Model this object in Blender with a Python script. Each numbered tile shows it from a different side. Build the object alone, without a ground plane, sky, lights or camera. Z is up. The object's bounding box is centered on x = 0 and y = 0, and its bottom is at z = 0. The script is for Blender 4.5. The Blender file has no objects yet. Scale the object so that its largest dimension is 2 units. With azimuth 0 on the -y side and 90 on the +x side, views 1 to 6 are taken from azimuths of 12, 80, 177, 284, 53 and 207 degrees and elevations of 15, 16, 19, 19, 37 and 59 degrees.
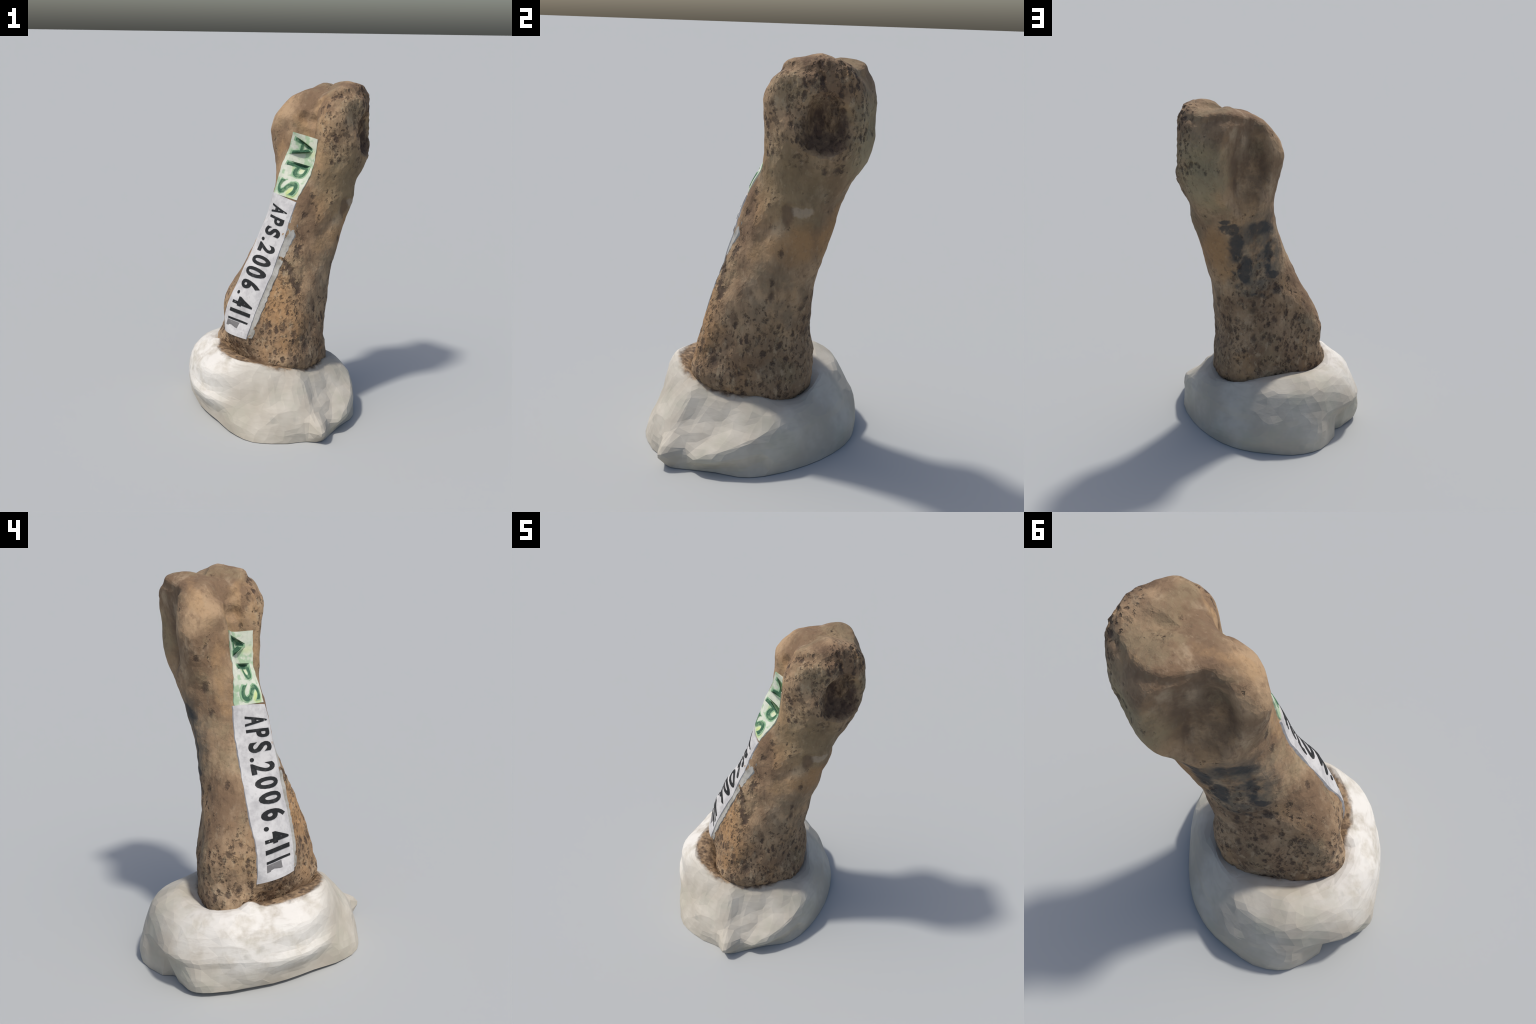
import bpy, bmesh, math, random
import numpy as np
from mathutils import Vector, noise
from mathutils.bvhtree import BVHTree

random.seed(7)
np.random.seed(7)

# =====================================================================
#  small geometry toolkit
# =====================================================================

def ring_upsample(values, n):
    """closed curve through equally spaced control values (trigonometric)"""
    v = np.asarray(values, float)
    f = np.fft.rfft(v)
    out = np.zeros(n // 2 + 1, complex)
    out[:len(f)] = f
    return np.fft.irfft(out, n) * n / len(v)


def ring_spline(values, n):
    """closed Catmull-Rom curve through equally spaced control values"""
    v = np.asarray(values, float)
    m = len(v)
    t = np.arange(n) * m / n
    i = np.floor(t).astype(int)
    f = t - i
    p0, p1, p2, p3 = (v[(i + k) % m] for k in (-1, 0, 1, 2))
    return 0.5 * (2 * p1 + (p2 - p0) * f + (2 * p0 - 5 * p1 + 4 * p2 - p3) * f ** 2 + (3 * p1 - p0 - 3 * p2 + p3) * f ** 3)


def rows_spline(rows, per):
    """Catmull-Rom through a list of equal arrays, 'per' steps per span"""
    rows = [np.asarray(r, float) for r in rows]
    rows = [2 * rows[0] - rows[1]] + rows + [2 * rows[-1] - rows[-2]]
    out = []
    for k in range(1, len(rows) - 2):
        p0, p1, p2, p3 = rows[k - 1:k + 3]
        for s in range(per):
            f = s / per
            out.append(0.5 * (2 * p1 + (p2 - p0) * f + (2 * p0 - 5 * p1 + 4 * p2 - p3) * f ** 2 + (3 * p1 - p0 - 3 * p2 + p3) * f ** 3))
    out.append(rows[-2])
    return np.array(out)


def skin(grid, cap_first=True, cap_last=True):
    """quads over a (rows, around, 3) grid, ends closed by a fan"""
    nr, nt = grid.shape[:2]
    verts = [tuple(p) for p in grid.reshape(-1, 3)]
    faces = []
    for i in range(nr - 1):
        a, b = i * nt, (i + 1) * nt
        for j in range(nt):
            k = (j + 1) % nt
            faces.append((a + j, a + k, b + k, b + j))
    if cap_first:
        verts.append(tuple(grid[0].mean(0)))
        c = len(verts) - 1
        faces += [(c, (j + 1) % nt, j) for j in range(nt)]
    if cap_last:
        verts.append(tuple(grid[-1].mean(0)))
        c, b = len(verts) - 1, (nr - 1) * nt
        faces += [(c, b + j, b + (j + 1) % nt) for j in range(nt)]
    return verts, faces


def grid_normals(grid):
    du = np.roll(grid, -1, 1) - np.roll(grid, 1, 1)
    dv = np.gradient(grid, axis=0)
    n = np.cross(du, dv)
    return n / np.maximum(np.linalg.norm(n, axis=2, keepdims=True), 1e-9)


def bump_falloff(d):
    d = np.clip(d, 0, 1)
    return (1 - d * d) ** 2


def dent(grid, centre, inward, radii, depth, power=1.0):
    """push the surface along 'inward' inside an ellipsoid of given radii"""
    q = (grid - np.array(centre)) / np.array(radii)
    w = bump_falloff(np.linalg.norm(q, axis=2)) ** power
    d = np.array(inward, float)
    return grid + (d / np.linalg.norm(d)) * (depth * w)[..., None]


def crease(grid, normals, path, radius, height, sharp=False):
    """raise (or sink, height < 0) a ridge that runs along a polyline"""
    best = np.full(grid.shape[:2], 9.0)
    for a, b in zip(path[:-1], path[1:]):
        a, b = np.array(a), np.array(b)
        t = np.clip(((grid - a) @ (b - a)) / ((b - a) @ (b - a)), 0, 1)
        best = np.minimum(best, np.linalg.norm(grid - a - t[..., None] * (b - a), axis=2))
    w = np.clip(1 - best / radius, 0, 1) ** 1.25 if sharp else bump_falloff(best / radius)
    return grid + normals * (height * w)[..., None]


def lumps(grid, scale, octaves, seed):
    off = Vector((seed * 3.1, seed * 1.7, seed * 2.3))
    flat = grid.reshape(-1, 3)
    v = [noise.fractal(Vector(p) * scale + off, 0.9, 2.1, octaves) for p in flat]
    return np.array(v).reshape(grid.shape[:2])


def pockmarks(grid, scale, seed):
    """1 in the middle of scattered pores, 0 between them"""
    off = Vector((seed, 2.0 * seed, 0.5 * seed))
    out = []
    for p in grid.reshape(-1, 3):
        q = Vector((p[0], p[1], 0.6 * p[2])) * scale + off
        q += 0.35 * noise.noise_vector(q * 1.7)
        dist, pts = noise.voronoi(q)
        big = noise.cell(pts[0] * 3.7 + off)
        out.append(max(0.0, 1 - dist[0] / (0.22 + 0.28 * abs(big))) ** 0.7 if big > -0.2 else 0.0)
    return np.array(out).reshape(grid.shape[:2])


def new_object(name, verts, faces, material, smooth=False):
    me = bpy.data.meshes.new(name)
    me.from_pydata(verts, [], faces)
    me.update()
    if smooth:
        me.polygons.foreach_set("use_smooth", [True] * len(me.polygons))
    ob = bpy.data.objects.new(name, me)
    bpy.context.scene.collection.objects.link(ob)
    if material:
        me.materials.append(material)
    return ob


def facet(verts, faces, count):
    """irregular triangle mesh of about 'count' faces, as a scan has"""
    ob = new_object("helper", verts, faces, None)
    m = ob.modifiers.new("facets", "DECIMATE")
    m.use_collapse_triangulate = True
    m.ratio = count / (2 * len(faces))
    bpy.context.view_layer.update()
    ev = ob.evaluated_get(bpy.context.evaluated_depsgraph_get())
    me = ev.to_mesh()
    V = [tuple(v.co) for v in me.vertices]
    F = [tuple(p.vertices) for p in me.polygons]
    ev.to_mesh_clear()
    old = ob.data
    bpy.data.objects.remove(ob)
    bpy.data.meshes.remove(old)
    return V, F


def pick(verts, faces, keep):
    used, out = {}, []
    for f in faces:
        if keep(np.mean([verts[i] for i in f], axis=0)):
            out.append(tuple(used.setdefault(i, len(used)) for i in f))
    return [verts[i] for i in used], out


# =====================================================================
#  node toolkit
# =====================================================================

class Nodes:
    def __init__(self, name):
        self.mat = bpy.data.materials.new(name)
        self.mat.use_nodes = True
        self.t = self.mat.node_tree
        self.t.nodes.clear()
        self.out = self.t.nodes.new("ShaderNodeOutputMaterial")
        self.bsdf = self.t.nodes.new("ShaderNodeBsdfPrincipled")
        self.t.links.new(self.bsdf.outputs[0], self.out.inputs[0])
        self.P = self.t.nodes.new("ShaderNodeTexCoord").outputs["Object"]

    def link(self, src, sock):
        if hasattr(src, "is_linked") or hasattr(src, "node"):
            self.t.links.new(src, sock)
        else:
            if hasattr(sock.default_value, "__len__") and len(sock.default_value) == 4 and len(src) == 3:
                src = (*src, 1)
            sock.default_value = src

    def math(self, op, a, b=0.0, clamp=False):
        n = self.t.nodes.new("ShaderNodeMath")
        n.operation, n.use_clamp = op, clamp
        self.link(a, n.inputs[0])
        self.link(b, n.inputs[1])
        return n.outputs[0]

    def vmath(self, op, a, b=(0, 0, 0)):
        n = self.t.nodes.new("ShaderNodeVectorMath")
        n.operation = op
        self.link(a, n.inputs[0])
        if op == "SCALE":
            self.link(b, n.inputs["Scale"])
        else:
            self.link(b, n.inputs[1])
        return n.outputs["Value"] if op in ("LENGTH", "DOT_PRODUCT", "DISTANCE") else n.outputs["Vector"]

    def stretch(self, scale, offset=(0, 0, 0), turn=(0, 0, 0)):
        n = self.t.nodes.new("ShaderNodeMapping")
        self.link(self.P, n.inputs["Vector"])
        n.inputs["Scale"].default_value = scale
        n.inputs["Location"].default_value = offset
        n.inputs["Rotation"].default_value = turn
        return n.outputs[0]

    def noise(self, scale, detail=3.0, rough=0.55, vec=None, distort=0.0, colour=False):
        n = self.t.nodes.new("ShaderNodeTexNoise")
        self.link(self.P if vec is None else vec, n.inputs["Vector"])
        n.inputs["Scale"].default_value = scale
        n.inputs["Detail"].default_value = detail
        n.inputs["Roughness"].default_value = rough
        n.inputs["Distortion"].default_value = distort
        return n.outputs["Color" if colour else "Fac"]

    def voronoi(self, scale, vec=None, feature="F1", out="Distance", rand=1.0):
        n = self.t.nodes.new("ShaderNodeTexVoronoi")
        n.feature = feature
        self.link(self.P if vec is None else vec, n.inputs["Vector"])
        n.inputs["Scale"].default_value = scale
        n.inputs["Randomness"].default_value = rand
        return n.outputs[out]

    def step(self, v, lo, hi, to0=0.0, to1=1.0):
        n = self.t.nodes.new("ShaderNodeMapRange")
        n.interpolation_type = "SMOOTHSTEP"
        self.link(v, n.inputs["Value"])
        for k, x in (("From Min", lo), ("From Max", hi), ("To Min", to0), ("To Max", to1)):
            n.inputs[k].default_value = x
        return n.outputs["Result"]

    def mix(self, fac, a, b, mode="MIX"):
        n = self.t.nodes.new("ShaderNodeMix")
        n.data_type, n.blend_type = "RGBA", mode
        self.link(fac, n.inputs["Factor"])
        self.link(a, n.inputs["A"] if False else n.inputs[6])
        self.link(b, n.inputs[7])
        return n.outputs[2]

    def wobble(self, scale, amount):
        c = self.noise(scale, 3.0, 0.6, colour=True)
        return self.vmath("ADD", self.P, self.vmath("SCALE", self.vmath("SUBTRACT", c, (0.5, 0.5, 0.5)), amount))

    def blob(self, centre, radii, vec=None, soft=0.35):
        """1 inside an ellipsoid, 0 outside, with a soft rim"""
        p = self.P if vec is None else vec
        d = self.vmath("LENGTH", self.vmath("DIVIDE", self.vmath("SUBTRACT", p, centre), radii))
        return self.step(d, 1 - soft, 1 + soft, 1.0, 0.0)

    def most(self, *masks):
        m = masks[0]
        for k in masks[1:]:
            m = self.math("MAXIMUM", m, k)
        return m

    def times(self, *masks):
        m = masks[0]
        for k in masks[1:]:
            m = self.math("MULTIPLY", m, k)
        return m

    def xyz(self):
        n = self.t.nodes.new("ShaderNodeSeparateXYZ")
        self.link(self.P, n.inputs[0])
        return n.outputs

    def finish(self, colour, rough=0.8, bump=None, strength=0.3, distance=0.004, spec=0.2):
        self.link(colour, self.bsdf.inputs["Base Color"])
        self.link(rough, self.bsdf.inputs["Roughness"])
        self.bsdf.inputs["Specular IOR Level"].default_value = spec
        if bump is not None:
            n = self.t.nodes.new("ShaderNodeBump")
            n.inputs["Strength"].default_value = strength
            n.inputs["Distance"].default_value = distance
            self.link(bump, n.inputs["Height"])
            self.t.links.new(n.outputs[0], self.bsdf.inputs["Normal"])
        return self.mat


# =====================================================================
#  materials
# =====================================================================

def bone_material():
    n = Nodes("weathered_bone")
    x, y, z = n.xyz()
    tan, brown, olive = (0.39, 0.268, 0.160), (0.195, 0.126, 0.076), (0.25, 0.192, 0.115)
    warm, pale, dark = (0.36, 0.212, 0.10), (0.50, 0.385, 0.255), (0.050, 0.034, 0.028)

    along = n.stretch((1, 1, 0.45))
    big = n.noise(3.2, 4, 0.55)
    mid = n.noise(13, 4, 0.6, along)
    fine = n.noise(42, 3, 0.6)
    col = n.mix(n.step(big, 0.38, 0.62), brown, tan)
    col = n.mix(n.step(mid, 0.45, 0.72, 0, 0.75), col, brown)
    col = n.mix(n.step(n.noise(7, 4, 0.6, n.stretch((1, 1, 0.6), (4, 2, 1))), 0.52, 0.72, 0, 0.6), col, pale)
    col = n.mix(n.step(n.noise(5, 4, 0.6, n.stretch((1, 1, 1), (1, 7, 3))), 0.5, 0.68, 0, 0.7), col, olive)
    streak = n.noise(30, 3, 0.6, n.stretch((1, 1, 0.16), (2, 5, 0), (0.1, 0.25, 0)))
    col = n.mix(n.step(streak, 0.53, 0.72, 0, 0.55), col, (0.15, 0.095, 0.058))
    ochre = n.step(n.noise(4.2, 4, 0.6, n.stretch((1, 1, 0.7), (6, 1, 4)), 0.3), 0.52, 0.66, 0, 0.48)
    col = n.mix(ochre, col, (0.40, 0.25, 0.125))
    blot = n.step(n.noise(8.5, 5, 0.65, n.stretch((1, 1, 0.6), (3, 9, 2))), 0.57, 0.68, 0, 0.65)
    col = n.mix(blot, col, (0.14, 0.088, 0.056))
    # orange-brown stain on the front and on one flank of the shaft
    w = n.wobble(6, 0.22)
    stain = n.most(n.blob((0.09, -0.25, 0.74), (0.13, 0.11, 0.17), w, 0.5), n.blob((0.19, -0.29, 0.60), (0.10, 0.10, 0.14), w, 0.5),
                   n.blob((0.32, 0.29, 1.13), (0.085, 0.12, 0.17), w, 0.4), n.blob((0.43, 0.13, 1.13), (0.10, 0.10, 0.10), w, 0.5))
    col = n.mix(n.times(stain, 0.8), col, warm)
    # yellowish flank of the head, greenish-brown outer face
    col = n.mix(n.times(n.blob((0.42, 0.42, 1.62), (0.15, 0.14, 0.19), w, 0.5), 0.75), col, (0.31, 0.26, 0.155))
    col = n.mix(n.times(n.blob((0.42, 0.08, 1.42), (0.17, 0.20, 0.20), w, 0.5), 0.55), col, (0.20, 0.155, 0.085))
    # dulled lower middle of the outer flank
    col = n.mix(n.times(n.blob((0.36, 0.02, 0.82), (0.12, 0.16, 0.26), w, 0.5), n.step(n.noise(9, 4, 0.6), 0.35, 0.6), 0.6), col, (0.16, 0.125, 0.085))
    # grey-brown, coarser lower end
    lower = n.step(z, 0.95, 0.45)
    col = n.mix(n.times(lower, n.step(mid, 0.35, 0.6), 0.5), col, (0.22, 0.155, 0.10))
    # fine mottling
    col = n.mix(n.step(fine, 0.5, 0.75, 0, 0.45), col, brown)
    col = n.mix(n.step(n.noise(60, 2, 0.5, n.stretch((1, 1, 0.5), (9, 9, 9))), 0.58, 0.80, 0, 0.22), col, pale)

    # charcoal-grey patches on the back of the shaft
    wc = n.wobble(16, 0.07)
    grey = n.most(
        n.blob((0.210, 0.33, 1.190), (0.042, 0.16, 0.105), wc, 0.3),
        n.blob((0.160, 0.29, 1.030), (0.042, 0.16, 0.095), wc, 0.2),
        n.blob((0.255, 0.36, 1.300), (0.062, 0.16, 0.032), wc, 0.2),
        n.blob((0.280, 0.37, 1.345), (0.035, 0.16, 0.018), wc, 0.3),
        n.blob((0.080, 0.29, 1.285), (0.075, 0.16, 0.048), wc, 0.35),
        n.blob((0.030, 0.24, 1.095), (0.024, 0.16, 0.105), wc, 0.35),
        n.blob((0.005, 0.22, 0.992), (0.045, 0.16, 0.022), wc, 0.2))
    for c, r in (((0.205, 0.27, 0.925), 0.02), ((0.155, 0.27, 0.895), 0.016), ((0.115, 0.26, 0.875), 0.018), ((0.055, 0.24, 0.860), 0.02), ((-0.03, 0.21, 0.885), 0.026), ((0.225, 0.30, 1.03), 0.014)):
        grey = n.most(grey, n.times(n.blob(c, (1.1 * r, 0.08, 0.8 * r), wc, 0.6), 0.8))
    veil = n.blob((0.09, 0.29, 1.12), (0.17, 0.2, 0.27), wc, 0.35)
    col = n.mix(n.times(veil, n.step(n.noise(14, 4, 0.65), 0.34, 0.62), 0.7), col, (0.11, 0.105, 0.09))
    grey = n.times(grey, n.step(n.noise(17, 3, 0.55, n.stretch((1, 1, 0.7), (1, 5, 2))), 0.26, 0.42))
    col = n.mix(n.times(grey, 0.82), col, (0.043, 0.047, 0.050))

    # pores: sparse everywhere, dense at the ends and in a band down the front
    back = n.step(y, -0.02, 0.20)
    porous = n.most(
        n.times(n.step(z, 0.98, 0.55), 0.9),
        n.times(n.step(x, 0.40, 0.50), n.step(z, 1.42, 1.6)),
        n.blob((0.41, 0.0, 1.76), (0.15, 0.14, 0.22), None, 0.3),
        n.blob((0.10, -0.20, 0.92), (0.09, 0.09, 0.36), None, 0.4),
        n.times(n.blob((0.12, 0.25, 0.85), (0.3, 0.2, 0.25), None, 0.5), 0.7))
    shift = n.vmath("SCALE", n.vmath("SUBTRACT", n.noise(34, 3, 0.65, colour=True), (0.5, 0.5, 0.5)), 0.042)
    thin = n.vmath("ADD", n.stretch((1, 1, 0.55)), shift)
    pit = n.voronoi(24, thin)
    sel = n.noise(9, 2, 0.5, n.stretch((1, 1, 0.8), (5, 5, 5)))
    clump = n.step(n.noise(4.5, 3, 0.6, n.stretch((1, 1, 0.7), (7, 7, 1))), 0.35, 0.65, -0.16, 0.10)
    sel = n.math("ADD", sel, clump)
    keep = n.step(n.math("ADD", sel, n.times(porous, 0.22)), 0.58, 0.72)
    pores = n.times(n.step(pit, 0.40, 0.16), keep)
    pit2 = n.voronoi(46, n.vmath("ADD", n.stretch((1, 1, 0.6), (2, 3, 4)), shift))
    sel2 = n.math("ADD", n.noise(13, 2, 0.5, n.stretch((1, 1, 1), (8, 1, 2))), clump)
    keep2 = n.step(n.math("ADD", sel2, n.times(porous, 0.26)), 0.58, 0.74)
    pores = n.most(pores, n.times(n.step(pit2, 0.42, 0.16), keep2, 0.8))
    crust = n.times(n.step(n.noise(33, 4, 0.65, n.vmath("ADD", n.stretch((1, 1, 0.6), (3, 3, 3)), shift)), 0.56, 0.68), n.math("ADD", n.times(porous, 0.52), 0.12))
    pores = n.most(pores, crust)
    # ragged dark blotches of the front band
    wb = n.wobble(9, 0.07)
    zone = n.most(n.blob((0.165, -0.140, 1.05), (0.065, 0.08, 0.10), wb, 0.4), n.blob((0.125, -0.185, 0.93), (0.055, 0.08, 0.09), wb, 0.4), n.blob((0.170, -0.235, 0.80), (0.065, 0.09, 0.11), wb, 0.4))
    band = n.times(zone, n.step(n.noise(27, 3, 0.6, n.vmath("ADD", along, shift)), 0.50, 0.58))
    # single nutrient holes and nicks
    ws = n.wobble(36, 0.045)
    for c, r in (((0.334, -0.016, 1.303), 0.016), ((0.398, 0.044, 1.080), 0.015), ((0.199, -0.224, 0.789), 0.016), ((0.358, 0.009, 0.852), 0.022), ((0.320, 0.168, 0.774), 0.018),
                 ((0.263, -0.249, 0.488), 0.026), ((0.521, 0.202, 1.493), 0.015), ((0.504, 0.261, 1.490), 0.017), ((0.256, -0.060, 1.344), 0.014), ((0.216, -0.090, 1.235), 0.016),
                 ((0.040, -0.286, 0.598), 0.019), ((0.204, -0.297, 0.567), 0.019), ((0.197, -0.302, 0.622), 0.016), ((-0.011, 0.145, 1.304), 0.016), ((-0.003, 0.170, 1.436), 0.022),
                 ((-0.030, 0.198, 1.583), 0.015), ((-0.129, 0.046, 0.969), 0.015), ((-0.248, -0.041, 0.705), 0.015), ((-0.285, 0.013, 0.662), 0.018), ((0.111, 0.253, 0.775), 0.022),
                 ((0.201, 0.247, 0.707), 0.019), ((0.247, 0.222, 0.646), 0.018), ((0.017, 0.262, 0.597), 0.016), ((-0.013, 0.234, 0.710), 0.018), ((0.109, 0.262, 0.597), 0.02)):
        band = n.most(band, n.times(n.blob(c, (0.85 * r, 0.85 * r, 1.2 * r), ws, 0.6), 0.85))
    pores = n.most(pores, band)
    col = n.mix(n.times(pores, 0.84), col, dark)
    halo = n.times(n.step(n.noise(28, 3, 0.6, n.stretch((1, 1, 0.6), (6, 2, 9))), 0.55, 0.7), porous, 0.5)
    col = n.mix(halo, col, (0.44, 0.34, 0.22))

    # floor and earth darken the pit; the hollow behind gets painted shade
    we = n.wobble(22, 0.055)
    floor = n.blob((0.49, 0.195, 1.675), (0.14, 0.115, 0.125), we, 0.2)
    ribs = n.noise(34, 3, 0.6, n.stretch((1, 1, 0.35), (1, 2, 3)))
    col = n.mix(n.times(floor, 0.75), col, n.mix(n.step(ribs, 0.42, 0.6), (0.085, 0.052, 0.034), (0.22, 0.145, 0.085)))
    pit_dark = n.most(n.blob((0.47, 0.215, 1.610), (0.16, 0.090, 0.042), we, 0.4), n.blob((0.47, 0.180, 1.700), (0.16, 0.026, 0.085), we, 0.4), n.blob((0.47, 0.275, 1.690), (0.16, 0.022, 0.075), we, 0.4))
    pit_dark = n.times(pit_dark, n.step(n.noise(24, 3, 0.6), 0.28, 0.5))
    col = n.mix(n.times(pit_dark, 0.62), col, (0.052, 0.032, 0.027))
    painted_hollow_shade = n.times(n.blob((0.14, 0.36, 1.66), (0.11, 0.16, 0.23), n.wobble(9, 0.10), 0.3), n.step(n.noise(10, 4, 0.65), 0.30, 0.55))  # texture's baked shadow in the hollow, copied at partial strength
    col = n.mix(n.times(painted_hollow_shade, 0.52), col, (0.095, 0.066, 0.048))
    # pale chip where the cortex has flaked
    chip = n.blob((0.455, 0.125, 1.288), (0.06, 0.045, 0.024), n.wobble(22, 0.07), 0.35)
    col = n.mix(n.times(chip, 0.6), col, (0.40, 0.32, 0.235))
    rim = n.times(n.blob((0.45, 0.055, 1.27), (0.06, 0.025, 0.06), n.wobble(18, 0.05), 0.3), 0.6)
    col = n.mix(rim, col, (0.12, 0.075, 0.05))

    h = n.math("SUBTRACT", n.math("ADD", n.times(mid, 0.5), n.times(fine, 0.4)), n.times(pores, 0.8))
    return n.finish(col, 0.82, h, 0.8, 0.011)


def putty_material():
    n = Nodes("white_putty")
    x, y, z = n.xyz()
    col = n.mix(n.step(n.noise(4, 4, 0.55), 0.38, 0.65), (0.44, 0.395, 0.325), (0.54, 0.50, 0.425))
    col = n.mix(n.step(n.noise(5.5, 3, 0.6, n.stretch((1, 1, 1), (3, 1, 2))), 0.45, 0.7, 0, 0.6), col, (0.42, 0.405, 0.325))
    pale_side = n.times(n.blob((-0.33, -0.16, 0.32), (0.32, 0.38, 0.24), n.wobble(5, 0.25), 0.5), n.step(n.noise(8, 4, 0.6, n.stretch((1, 1, 1), (2, 2, 7))), 0.25, 0.55))  # paler, near-white patch over the top and the -x side of the putty
    col = n.mix(n.times(pale_side, 0.85), col, (0.73, 0.705, 0.655))
    # smoothing strokes of the fingers
    stroke = n.noise(9, 4, 0.6, n.stretch((1, 1, 5), (0, 0, 0), (0.25, 0.1, 0)), 0.4)
    col = n.mix(n.step(stroke, 0.5, 0.75, 0, 0.35), col, (0.40, 0.36, 0.30))
    # smudges
    spot = n.times(n.step(n.voronoi(9, n.wobble(10, 0.05)), 0.24, 0.08), n.step(n.noise(5, 2), 0.5, 0.6))
    col = n.mix(n.times(spot, 0.35), col, (0.34, 0.33, 0.29))
    # bone dirt rubbed into the socket
    flat = n.vmath("MULTIPLY", n.wobble(22, 0.05), (1, 1, 0))
    d = n.vmath("LENGTH", n.vmath("DIVIDE", n.vmath("SUBTRACT", flat, (0.02, -0.06, 0)), (0.31, 0.33, 1)))
    soil = n.mix(n.step(n.noise(24, 4, 0.6), 0.38, 0.62), (0.12, 0.08, 0.05), (0.34, 0.235, 0.14))
    soil = n.mix(n.times(n.step(n.voronoi(30), 0.34, 0.16), 0.6), soil, (0.05, 0.035, 0.028))
    col = n.mix(n.times(n.step(d, 1.075, 0.985), n.step(z, 0.18, 0.22)), col, soil)
    h = n.math("ADD", stroke, n.times(n.noise(50, 3), 0.4))
    return n.finish(col, 0.7, h, 0.22, 0.006, 0.25)


def paper_material(name, light, grey, green=False):
    n = Nodes(name)
    col = n.mix(n.step(n.noise(16, 4, 0.6), 0.4, 0.68), light, grey)
    col = n.mix(n.step(n.noise(45, 3, 0.6), 0.52, 0.75, 0, 0.4), col, tuple(c * 0.75 for c in grey))
    if green:
        col = n.mix(n.step(n.noise(19, 2, 0.5, n.stretch((1, 1, 1), (2, 8, 5))), 0.50, 0.62, 0, 0.75), col, (0.27, 0.43, 0.25))
        lemon = n.most(n.blob((0.16, -0.03, 1.50), (0.05, 0.05, 0.035), None, 0.5), n.blob((0.13, -0.06, 1.36), (0.04, 0.04, 0.03), None, 0.5), n.blob((0.2, -0.02, 1.58), (0.05, 0.05, 0.03), None, 0.5))
        col = n.mix(n.times(lemon, 0.8), col, (0.56, 0.64, 0.24))
    return n.finish(col, 0.7, n.noise(60, 3), 0.12, 0.003)


def ink_material(name, ink, worn, amount):
    n = Nodes(name)
    col = n.mix(n.step(n.noise(30, 3, 0.6), 0.5, 0.75, 0, amount), ink, worn)
    return n.finish(col, 0.65)


# =====================================================================
#  the bone: a lofted shaft that swells into a broken, two-lobed head
# =====================================================================
# height, centre x, centre y, radius every 22.5 degrees from the +x axis
SHAFT = [
    (0.20, 0.030, -0.020, [.280, .277, .274, .274, .275, .277, .279, .281, .280, .278, .278, .283, .290, .293, .290, .284]),
    (0.30, 0.033, -0.020, [.309, .327, .323, .322, .302, .293, .309, .351, .346, .250, .237, .244, .285, .315, .306, .296]),
    (0.40, 0.036, -0.018, [.315, .322, .333, .325, .302, .294, .323, .375, .350, .268, .257, .253, .299, .357, .345, .318]),
    (0.50, 0.042, -0.014, [.294, .293, .327, .314, .295, .283, .307, .364, .325, .306, .301, .277, .290, .336, .318, .317]),
    (0.60, 0.052, -0.008, [.295, .280, .297, .285, .273, .271, .290, .370, .340, .312, .273, .267, .283, .319, .303, .297]),
    (0.70, 0.067, 0.004, [.285, .279, .291, .268, .249, .246, .264, .338, .338, .304, .280, .261, .268, .297, .285, .279]),
    (0.80, 0.093, 0.016, [.261, .271, .280, .259, .233, .228, .260, .300, .310, .279, .269, .246, .255, .270, .258, .252]),
    (0.90, 0.119, 0.035, [.247, .257, .263, .245, .225, .221, .238, .264, .282, .270, .263, .232, .244, .234, .226, .238]),
    (1.00, 0.147, 0.060, [.245, .252, .260, .239, .215, .210, .226, .243, .261, .253, .227, .233, .230, .215, .202, .224]),
    (1.10, 0.175, 0.084, [.236, .240, .246, .235, .210, .202, .218, .239, .246, .247, .229, .237, .212, .196, .193, .214]),
    (1.20, 0.199, 0.109, [.240, .239, .248, .229, .213, .205, .219, .242, .240, .238, .232, .241, .212, .198, .194, .211]),
    (1.30, 0.222, 0.134, [.249, .234, .227, .228, .223, .214, .222, .236, .235, .243, .243, .236, .212, .192, .206, .224]),
    (1.40, 0.244, 0.165, [.235, .239, .257, .236, .240, .219, .231, .252, .246, .250, .249, .228, .216, .206, .214, .233]),
    (1.50, 0.265, 0.195, [.259, .254, .257, .265, .265, .246, .253, .261, .274, .264, .248, .183, .219, .238, .256, .264]),
    (1.60, 0.275, 0.215, [.278, .279, .258, .268, .268, .253, .235, .261, .310, .267, .239, .193, .237, .262, .273, .273]),
    (1.70, 0.280, 0.222, [.262, .276, .259, .257, .268, .261, .228, .260, .331, .268, .242, .185, .238, .281, .280, .269]),
]
# the dome over (0.280, 0.222, 1.70): elevation, distance at the same bearings
DOME = [
    (17, [.258, .281, .268, .269, .281, .271, .233, .261, .314, .278, .234, .184, .240, .311, .296, .277]),
    (35, [.304, .319, .283, .284, .306, .290, .260, .282, .293, .260, .219, .190, .252, .320, .334, .318]),
    (44, [.332, .323, .284, .294, .309, .297, .272, .280, .287, .250, .209, .195, .251, .310, .326, .322]),
    (53, [.344, .319, .295, .308, .323, .307, .285, .278, .275, .257, .219, .221, .262, .320, .339, .342]),
    (71, [.299, .271, .266, .271, .283, .282, .269, .262, .261, .256, .248, .243, .246, .263, .295, .310]),
    (89, [.253, .253, .252, .252, .253, .254, .254, .254, .254, .254, .253, .251, .250, .250, .251, .252]),
]


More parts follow.
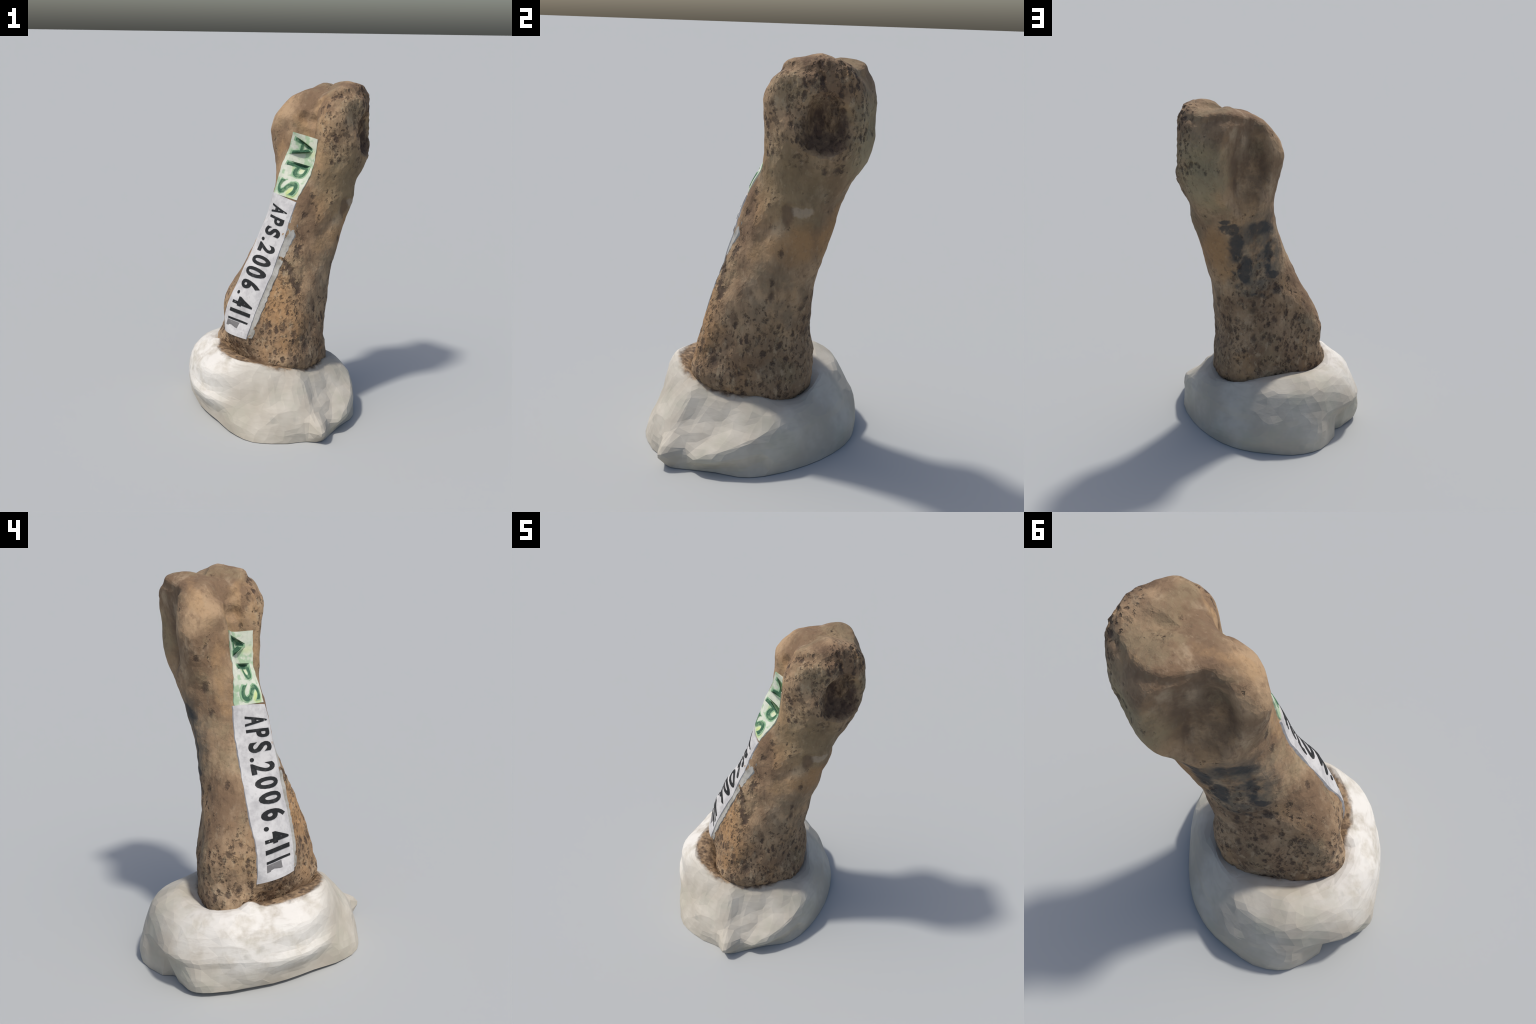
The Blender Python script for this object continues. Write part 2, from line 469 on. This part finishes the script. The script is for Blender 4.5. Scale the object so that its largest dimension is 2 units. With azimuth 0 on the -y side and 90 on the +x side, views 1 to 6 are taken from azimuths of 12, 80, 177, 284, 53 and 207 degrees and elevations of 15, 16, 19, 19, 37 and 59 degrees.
def bone_grid(around=240, per=12):
    th = np.arange(around) * 2 * math.pi / around
    rows = []
    for z, cx, cy, r in SHAFT:
        r = ring_upsample(r, around)
        rows.append(np.stack([cx + r * np.cos(th), cy + r * np.sin(th), np.full(around, z)], -1))
    for e, r in DOME:
        r, e = ring_upsample(r, around), math.radians(e)
        rows.append(np.stack([0.280 + r * np.cos(th) * math.cos(e), 0.222 + r * np.sin(th) * math.cos(e), 1.70 + r * math.sin(e)], -1))
    g = rows_spline(rows, per)
    # outer lobe worn back to a rough face around the pit, waisted below it
    g = dent(g, (0.52, 0.02, 1.80), (-1, 0.4, -0.2), (0.15, 0.13, 0.13), 0.026)
    g = dent(g, (0.49, 0.04, 1.51), (-1, 0.2, 0), (0.15, 0.15, 0.14), 0.016)
    g = dent(g, (0.40, 0.33, 1.40), (-1, -1, 0), (0.13, 0.13, 0.13), 0.015)
    # broken pit: a tall ragged socket with a wedge left standing inside
    g = dent(g, (0.535, 0.190, 1.695), (-1, 0.05, 0), (0.30, 0.135, 0.142), 0.070, 0.5)
    g = dent(g, (0.500, 0.195, 1.655), (-1, 0.0, -0.1), (0.30, 0.105, 0.095), 0.032, 0.6)
    g = dent(g, (0.500, 0.155, 1.745), (-1, 0.1, 0), (0.30, 0.050, 0.075), 0.030)
    g = dent(g, (0.480, 0.235, 1.715), (1, 0, 0), (0.30, 0.032, 0.075), 0.034)
    # deep hollow behind, between the two lobes
    g = dent(g, (0.155, 0.430, 1.670), (0.12, -1, 0), (0.160, 0.30, 0.300), 0.118, 0.75)
    g = dent(g, (0.180, 0.420, 1.500), (0.10, -1, 0), (0.12, 0.25, 0.14), 0.016)
    g = dent(g, (0.215, 0.430, 1.620), (-0.1, -1, 0), (0.075, 0.20, 0.200), 0.030)
    g = dent(g, (0.400, 0.430, 1.710), (-0.7, -1, 0), (0.09, 0.09, 0.11), 0.014)
    # groove between the lobes in front, where the upper label begins
    g = dent(g, (0.300, 0.000, 1.820), (0.2, -1, 0.2), (0.13, 0.13, 0.10), 0.016)
    n = grid_normals(g)
    g = crease(g, n, [(0.165, 0.060, 1.73), (0.165, 0.03, 1.66), (0.160, 0.00, 1.58)], 0.115, -0.032)
    g = crease(g, n, [(0.185, 0.080, 1.785), (0.215, 0.060, 1.765)], 0.055, -0.022)
    # lip of the flake on the outer flank
    g = crease(g, n, [(0.425, 0.00, 1.310), (0.445, 0.06, 1.305), (0.455, 0.15, 1.305)], 0.028, -0.010, True)
    g = crease(g, n, [(0.440, 0.05, 1.300), (0.425, 0.055, 1.24), (0.43, 0.09, 1.19)], 0.028, -0.008, True)
    return g


def weather_bone(g):
    n = grid_normals(g)
    z = g[..., 2]
    rough = 1 + 0.9 * np.clip((0.75 - z) / 0.3, 0, 1)
    outer = np.clip((g[..., 0] - 0.40) / 0.1, 0, 1) * np.clip((z - 1.45) / 0.1, 0, 1)
    front = np.exp(-(((g[..., 0] - 0.12) / 0.10) ** 2 + ((g[..., 1] + 0.2) / 0.1) ** 2 + ((z - 0.85) / 0.3) ** 2))
    porous = np.clip(np.clip((0.62 - z) / 0.2, 0, 1) + outer + 1.3 * front, 0, 1)
    clump = np.clip(0.75 + 1.3 * lumps(g, 7.0, 2, 9), 0.1, 1.6)
    d = -0.011 * porous * clump * pockmarks(g, 25.0, 4) + 0.005 * lumps(g, 6.0, 3, 1) + 0.0022 * (rough + 1.5 * outer + 2.0 * front) * lumps(g, 24.0, 3, 2)
    return g + n * d[..., None]


# =====================================================================
#  the lump of putty the bone stands in (bearings every 15 degrees)
# =====================================================================
GROUND = [0.528, 0.504, 0.498, 0.505, 0.526, 0.548, 0.567, 0.604, 0.610, 0.565, 0.534, 0.583, 0.530, 0.483, 0.464, 0.459, 0.477, 0.530, 0.583, 0.591, 0.599, 0.606, 0.554, 0.555]
GROUND_Z = [0.000, 0.000, 0.000, 0.000, 0.000, 0.000, 0.000, 0.000, 0.000, 0.000, 0.000, 0.025, 0.024, 0.022, 0.020, 0.020, 0.018, 0.008, 0.000, 0.000, 0.000, 0.000, 0.000, 0.000]
LOW = [0.522, 0.492, 0.483, 0.494, 0.516, 0.542, 0.567, 0.594, 0.609, 0.556, 0.557, 0.591, 0.530, 0.500, 0.477, 0.470, 0.478, 0.528, 0.556, 0.571, 0.601, 0.597, 0.577, 0.551]
MID = [0.501, 0.482, 0.464, 0.464, 0.471, 0.494, 0.555, 0.565, 0.587, 0.560, 0.572, 0.584, 0.536, 0.514, 0.508, 0.509, 0.502, 0.506, 0.515, 0.553, 0.561, 0.539, 0.520, 0.519]
UPPER = [0.471, 0.467, 0.447, 0.440, 0.453, 0.473, 0.521, 0.552, 0.568, 0.571, 0.597, 0.581, 0.536, 0.509, 0.491, 0.486, 0.482, 0.488, 0.490, 0.514, 0.525, 0.470, 0.466, 0.464]
SHOULDER_R = [0.428, 0.424, 0.405, 0.389, 0.395, 0.407, 0.449, 0.492, 0.518, 0.514, 0.514, 0.510, 0.499, 0.470, 0.466, 0.477, 0.478, 0.461, 0.453, 0.447, 0.444, 0.411, 0.411, 0.411]
SHOULDER_Z = [.274, .276, .275, .272, .284, .296, .304, .322, .333, .339, .339, .330, .323, .316, .314, .324, .331, .338, .332, .322, .314, .288, .280, .275]
CROWN_R = [0.365, 0.355, 0.351, 0.350, 0.352, 0.360, 0.372, 0.384, 0.398, 0.402, 0.409, 0.409, 0.402, 0.389, 0.373, 0.378, 0.392, 0.422, 0.414, 0.406, 0.408, 0.383, 0.369, 0.365]
CROWN_Z = [.312, .296, .291, .305, .325, .339, .350, .371, .391, .384, .379, .387, .392, .394, .389, .392, .397, .407, .398, .367, .342, .319, .314, .314]
LIP_R = [.314, .300, .300, .310, .315, .316, .316, .316, .315, .312, .310, .305, .305, .325, .340, .359, .372, .379, .375, .370, .367, .346, .325, .316]
LIP_Z = [.320, .292, .280, .290, .315, .341, .359, .366, .366, .355, .340, .340, .365, .402, .395, .400, .402, .400, .397, .385, .366, .342, .332, .326]
SOCKET_R = [0.270, 0.260, 0.250, 0.240, 0.235, 0.230, 0.230, 0.230, 0.230, 0.230, 0.235, 0.240, 0.250, 0.232, 0.232, 0.238, 0.242, 0.250, 0.295, 0.310, 0.310, 0.300, 0.285, 0.275]
SOCKET_DROP = [0.030, 0.020, 0.012, 0.012, 0.012, 0.012, 0.012, 0.012, 0.012, 0.012, 0.016, 0.016, 0.016, 0.016, 0.016, 0.016, 0.016, 0.016, 0.025, 0.045, 0.040, 0.035, 0.030, 0.030]


def putty_grid(around=216):
    th = np.arange(around) * 2 * math.pi / around
    lip_r, lip_z = ring_spline(LIP_R, around), ring_spline(LIP_Z, around)
    sock = ring_spline(SOCKET_R, around)
    profile = [
        (ring_spline(GROUND, around) - 0.004, ring_spline(GROUND_Z, around)),
        (ring_spline(LOW, around), np.full(around, 0.08)),
        (ring_spline(MID, around), np.full(around, 0.16)),
        (ring_spline(UPPER, around), np.full(around, 0.215)),
        (ring_spline(SHOULDER_R, around), ring_spline(SHOULDER_Z, around)),
        (ring_spline(CROWN_R, around), ring_spline(CROWN_Z, around)),
        (lip_r, lip_z),
        (0.35 * lip_r + 0.65 * sock, lip_z - ring_spline(SOCKET_DROP, around)),
        (sock - 0.03, lip_z - 0.09),
    ]
    rows = [np.stack([0.02 + r * np.cos(th), r * np.sin(th), z], -1) for r, z in profile]
    g = rows_spline(rows, 8)
    n = grid_normals(g)
    flat = n.copy()
    flat[..., 2] *= 0.3
    # two pulled ridges with the furrow between them, and the drawn-out foot
    g = crease(g, flat, [(0.255, -0.345, 0.335), (0.34, -0.44, 0.18), (0.40, -0.50, 0.07)], 0.075, 0.016, True)
    g = crease(g, flat, [(0.385, -0.475, 0.085), (0.420, -0.525, 0.030), (0.437, -0.550, 0.012)], 0.090, 0.064, True)
    g = crease(g, flat, [(0.475, 0.03, 0.225), (0.525, -0.118, 0.168), (0.51, -0.25, 0.12), (0.485, -0.358, 0.078)], 0.085, 0.024, True)
    g = crease(g, flat, [(0.37, -0.16, 0.27), (0.43, -0.27, 0.17), (0.46, -0.40, 0.06)], 0.105, -0.028, True)
    g = crease(g, flat, [(0.55, -0.05, 0.06), (0.54, -0.22, 0.03), (0.49, -0.40, 0.0)], 0.065, -0.020)
    g = crease(g, flat, [(0.34, -0.54, 0.10), (0.37, -0.56, 0.0)], 0.05, -0.020)
    g = crease(g, flat, [(0.15, -0.42, 0.30), (0.22, -0.51, 0.15), (0.30, -0.54, 0.0)], 0.08, -0.010)
    # edge where the back wall turns into the top
    g = crease(g, n, [(-0.20, 0.43, 0.30), (-0.10, 0.44, 0.30), (0.06, 0.42, 0.31)], 0.06, 0.008, True)
    # fold in the back wall
    g = crease(g, flat, [(-0.40, 0.315, 0.0), (-0.40, 0.32, 0.10), (-0.36, 0.31, 0.22)], 0.065, -0.035)
    # small knob squeezed up against the bone
    g = crease(g, n, [(-0.312, -0.085, 0.395), (-0.30, -0.085, 0.40)], 0.06, 0.016)
    d = 0.004 * lumps(g, 7.0, 3, 5) + 0.001 * lumps(g, 28.0, 2, 6)
    fade = np.clip((g[..., 2] - g[:1, :, 2]) / 0.04, 0, 1)
    g = g + n * (d * fade)[..., None]
    g[..., 2] = np.maximum(g[..., 2], 0)
    return g


# =====================================================================
#  paper labels and their lettering
# =====================================================================

class Strip:
    """a strip of paper laid on the bone: u across (0 left), v down its length"""

    def __init__(self, tree, left, right):
        self.tree = tree
        self.left, self.right = [Vector(p) for p in left], [Vector(p) for p in right]

    @staticmethod
    def along(pts, v):
        spans = [(b - a).length for a, b in zip(pts[:-1], pts[1:])]
        t = min(max(v, 0), 1) * sum(spans)
        for a, b, d in zip(pts[:-1], pts[1:], spans):
            if t <= d or b is pts[-1]:
                return a.lerp(b, t / d)
            t -= d

    def at(self, u, v, lift):
        a, b = self.along(self.left, v), self.along(self.right, v)
        d = self.along(self.left, min(v + 0.1, 1)) - self.along(self.left, max(v - 0.1, 0)) + self.along(self.right, min(v + 0.1, 1)) - self.along(self.right, max(v - 0.1, 0))
        n = (b - a).cross(d).normalized()
        if n.y > 0:
            n = -n
        across, down = (b - a) * 0.16, d.normalized() * 0.025
        # paper spans small dips: average the bone surface around the point
        depth = []
        for off in (Vector(), across, -across, down, -down):
            p = a.lerp(b, u) + off
            hit = self.tree.ray_cast(p + n * 0.12, -n)[0]
            if hit is not None:
                depth.append((hit - p).dot(n))
        own = depth[0] if depth else 0.0
        mean = sum(depth) / len(depth) if depth else 0.0
        return a.lerp(b, u) + n * (0.5 * own + 0.5 * max(mean, own - 0.004) + lift)

    def slab(self, name, u0, u1, v0, v1, low, high, nu, nv, material, ragged=0.0, seed=0):
        rnd = random.Random(seed)
        jl = [rnd.uniform(-ragged, ragged) for _ in range(nv + 1)]
        jr = [rnd.uniform(-ragged, ragged) for _ in range(nv + 1)]
        top, bot = [], []
        for j in range(nv + 1):
            for i in range(nu + 1):
                f = i / nu
                u = (u0 + jl[j]) * (1 - f) + (u1 + jr[j]) * f
                v = v0 + (v1 - v0) * j / nv
                lift = high * (1 + 0.12 * math.sin(v * 23 + u * 5 + seed))
                top.append(self.at(u, v, lift))
                bot.append(self.at(u, v, low))
        w, m = nu + 1, len(top)
        faces = []
        for j in range(nv):
            for i in range(nu):
                a = j * w + i
                faces.append((a, a + w, a + w + 1, a + 1))
                faces.append((m + a, m + a + 1, m + a + w + 1, m + a + w))
        edge = [i for i in range(w)] + [j * w + nu for j in range(1, nv + 1)] + [nv * w + i for i in range(nu - 1, -1, -1)] + [j * w for j in range(nv - 1, 0, -1)]
        for a, b in zip(edge, edge[1:] + edge[:1]):
            faces.append((a, b, m + b, m + a))
        ob = new_object(name, [tuple(p) for p in top + bot], faces, material)
        bm = bmesh.new()
        bm.from_mesh(ob.data)
        bmesh.ops.recalc_face_normals(bm, faces=bm.faces)
        bm.to_mesh(ob.data)
        bm.free()
        return ob

    def glyph(self, ch, u0, u1, v0, v1, low, high, material, fat=0.0, parent=None):
        """one printed character; its top points across the strip, it reads downwards"""
        cu = bpy.data.curves.new("letter", "FONT")
        cu.body, cu.size, cu.extrude, cu.offset, cu.resolution_u = ch, 1.0, 0.5, fat, 4
        tmp = bpy.data.objects.new("helper", cu)
        bpy.context.scene.collection.objects.link(tmp)
        bpy.context.view_layer.update()
        me = bpy.data.meshes.new_from_object(tmp.evaluated_get(bpy.context.evaluated_depsgraph_get()))
        bpy.data.objects.remove(tmp)
        bpy.data.curves.remove(cu)
        bm = bmesh.new()
        bm.from_mesh(me)
        bmesh.ops.remove_doubles(bm, verts=bm.verts, dist=1e-4)
        for _ in range(2):
            bmesh.ops.triangulate(bm, faces=bm.faces)
            long = [e for e in bm.edges if e.calc_length() > 0.3 and abs(e.verts[0].co.z - e.verts[1].co.z) < 0.1]
            if long:
                bmesh.ops.subdivide_edges(bm, edges=long, cuts=1)
        bmesh.ops.triangulate(bm, faces=bm.faces)
        xs, ys = [v.co.x for v in bm.verts], [v.co.y for v in bm.verts]
        x0, x1, y0, y1 = min(xs), max(xs), min(ys), max(ys)
        for v in bm.verts:
            fx, fy = (v.co.x - x0) / (x1 - x0), (v.co.y - y0) / (y1 - y0)
            v.co = self.at(u0 + (u1 - u0) * fy, v0 + (v1 - v0) * fx, high if v.co.z > 0 else low)
        bmesh.ops.recalc_face_normals(bm, faces=bm.faces)
        bm.to_mesh(me)
        bm.free()
        me.materials.clear()
        me.materials.append(material)
        me.name = "letter"
        ob = bpy.data.objects.new("letter", me)
        bpy.context.scene.collection.objects.link(ob)
        ob.parent = parent
        return ob


# =====================================================================
#  assembly
# =====================================================================

thing = bpy.data.objects.new("mounted_bone", None)
bpy.context.scene.collection.objects.link(thing)
thing["label"] = "brown weathered bone fragment with paper labels on white putty"
thing["category"] = "bone specimen"

bone_mat, putty_mat = bone_material(), putty_material()

smooth = bone_grid()
sv, sf = skin(smooth)
tree = BVHTree.FromPolygons([Vector(p) for p in sv], sf)

bv, bf = facet(*skin(weather_bone(smooth)), 15000)
tilt = lambda c: c[2] + 0.25 * (c[0] - 0.25) + 0.1 * (c[1] - 0.15) < 1.40
shaft = new_object("bone_shaft", *pick(bv, bf, tilt), bone_mat)
head = new_object("bone_head", *pick(bv, bf, lambda c: not tilt(c)), bone_mat)
shaft.parent = head.parent = thing

pv, pf = facet(*skin(putty_grid()), 2200)
putty = new_object("putty_base", pv, pf, putty_mat)
putty.parent = thing

# white typed label down the shaft
white = Strip(tree,
              [(0.010, 0.042, 1.338), (-0.055, 0.008, 1.115), (-0.138, -0.045, 0.905), (-0.194, -0.082, 0.747), (-0.230, -0.100, 0.615), (-0.244, -0.105, 0.490)],
              [(0.168, -0.086, 1.308), (0.109, -0.145, 1.090), (0.044, -0.196, 0.875), (-0.010, -0.230, 0.702), (-0.048, -0.249, 0.575), (-0.076, -0.262, 0.498)])
white_paper = paper_material("white_paper", (0.57, 0.56, 0.55), (0.44, 0.43, 0.43))
edge_paper = paper_material("paper_edge", (0.40, 0.39, 0.36), (0.26, 0.25, 0.22))
black_ink = ink_material("black_ink", (0.016, 0.017, 0.018), (0.06, 0.06, 0.06), 0.6)
faded_ink = ink_material("faded_ink", (0.16, 0.155, 0.155), (0.36, 0.35, 0.35), 0.8)
green_ink = ink_material("green_ink", (0.045, 0.125, 0.07), (0.20, 0.33, 0.18), 0.95)
pale_green = ink_material("pale_green_ink", (0.24, 0.40, 0.24), (0.44, 0.52, 0.36), 0.9)

label = white.slab("paper_label", 0.0, 1.0, 0.0, 1.0, -0.010, 0.010, 10, 48, white_paper, 0.006, 1)
label.parent = thing
backing = white.slab("label_backing", 0.6, 1.13, 0.10, 0.985, -0.010, 0.0045, 8, 40, edge_paper, 0.02, 2)
backing.parent = thing

TYPED = [("A", .066, .122, .25, .89), ("P", .142, .194, .26, .89), ("S", .218, .278, .25, .88), (".", .303, .326, .24, .35),
         ("2", .338, .400, .24, .88), ("0", .424, .492, .24, .89), ("0", .510, .578, .23, .89), ("6", .606, .668, .23, .90),
         (".", .696, .720, .23, .34), ("4", .732, .796, .20, .88), ("1", .822, .847, .19, .89), ("l", .886, .899, .20, .89)]
for ch, v0, v1, u0, u1 in TYPED:
    white.glyph(ch, u0, u1, v0, v1, 0.006, 0.0125, black_ink, 0.032, label)
white.glyph("-", 0.20, 0.62, 0.905, 0.945, 0.006, 0.0122, faded_ink, 0.0, label)

# older green-lettered label above it
green = Strip(tree,
              [(0.112, 0.062, 1.700), (0.085, 0.050, 1.590), (0.048, 0.045, 1.470), (0.014, 0.034, 1.335)],
              [(0.268, -0.018, 1.672), (0.245, -0.040, 1.560), (0.208, -0.060, 1.440), (0.167, -0.082, 1.320)])
green_paper = paper_material("green_paper", (0.60, 0.62, 0.52), (0.50, 0.56, 0.44), True)
tag = green.slab("green_label", 0.0, 1.0, 0.0, 1.0, -0.010, 0.007, 8, 16, green_paper, 0.015, 3)
tag.parent = thing
for ch, v0, v1, u0, u1 in (("A", .05, .34, .08, .80), ("P", .44, .68, .12, .88), ("S", .72, .98, .14, .92)):
    green.glyph(ch, u0, u1, v0, v1, 0.004, 0.0085, pale_green, 0.035, tag)
    green.glyph(ch, u0 + .05, u1 - .05, v0 + .02, v1 - .02, 0.004, 0.0105, green_ink, 0.005, tag)
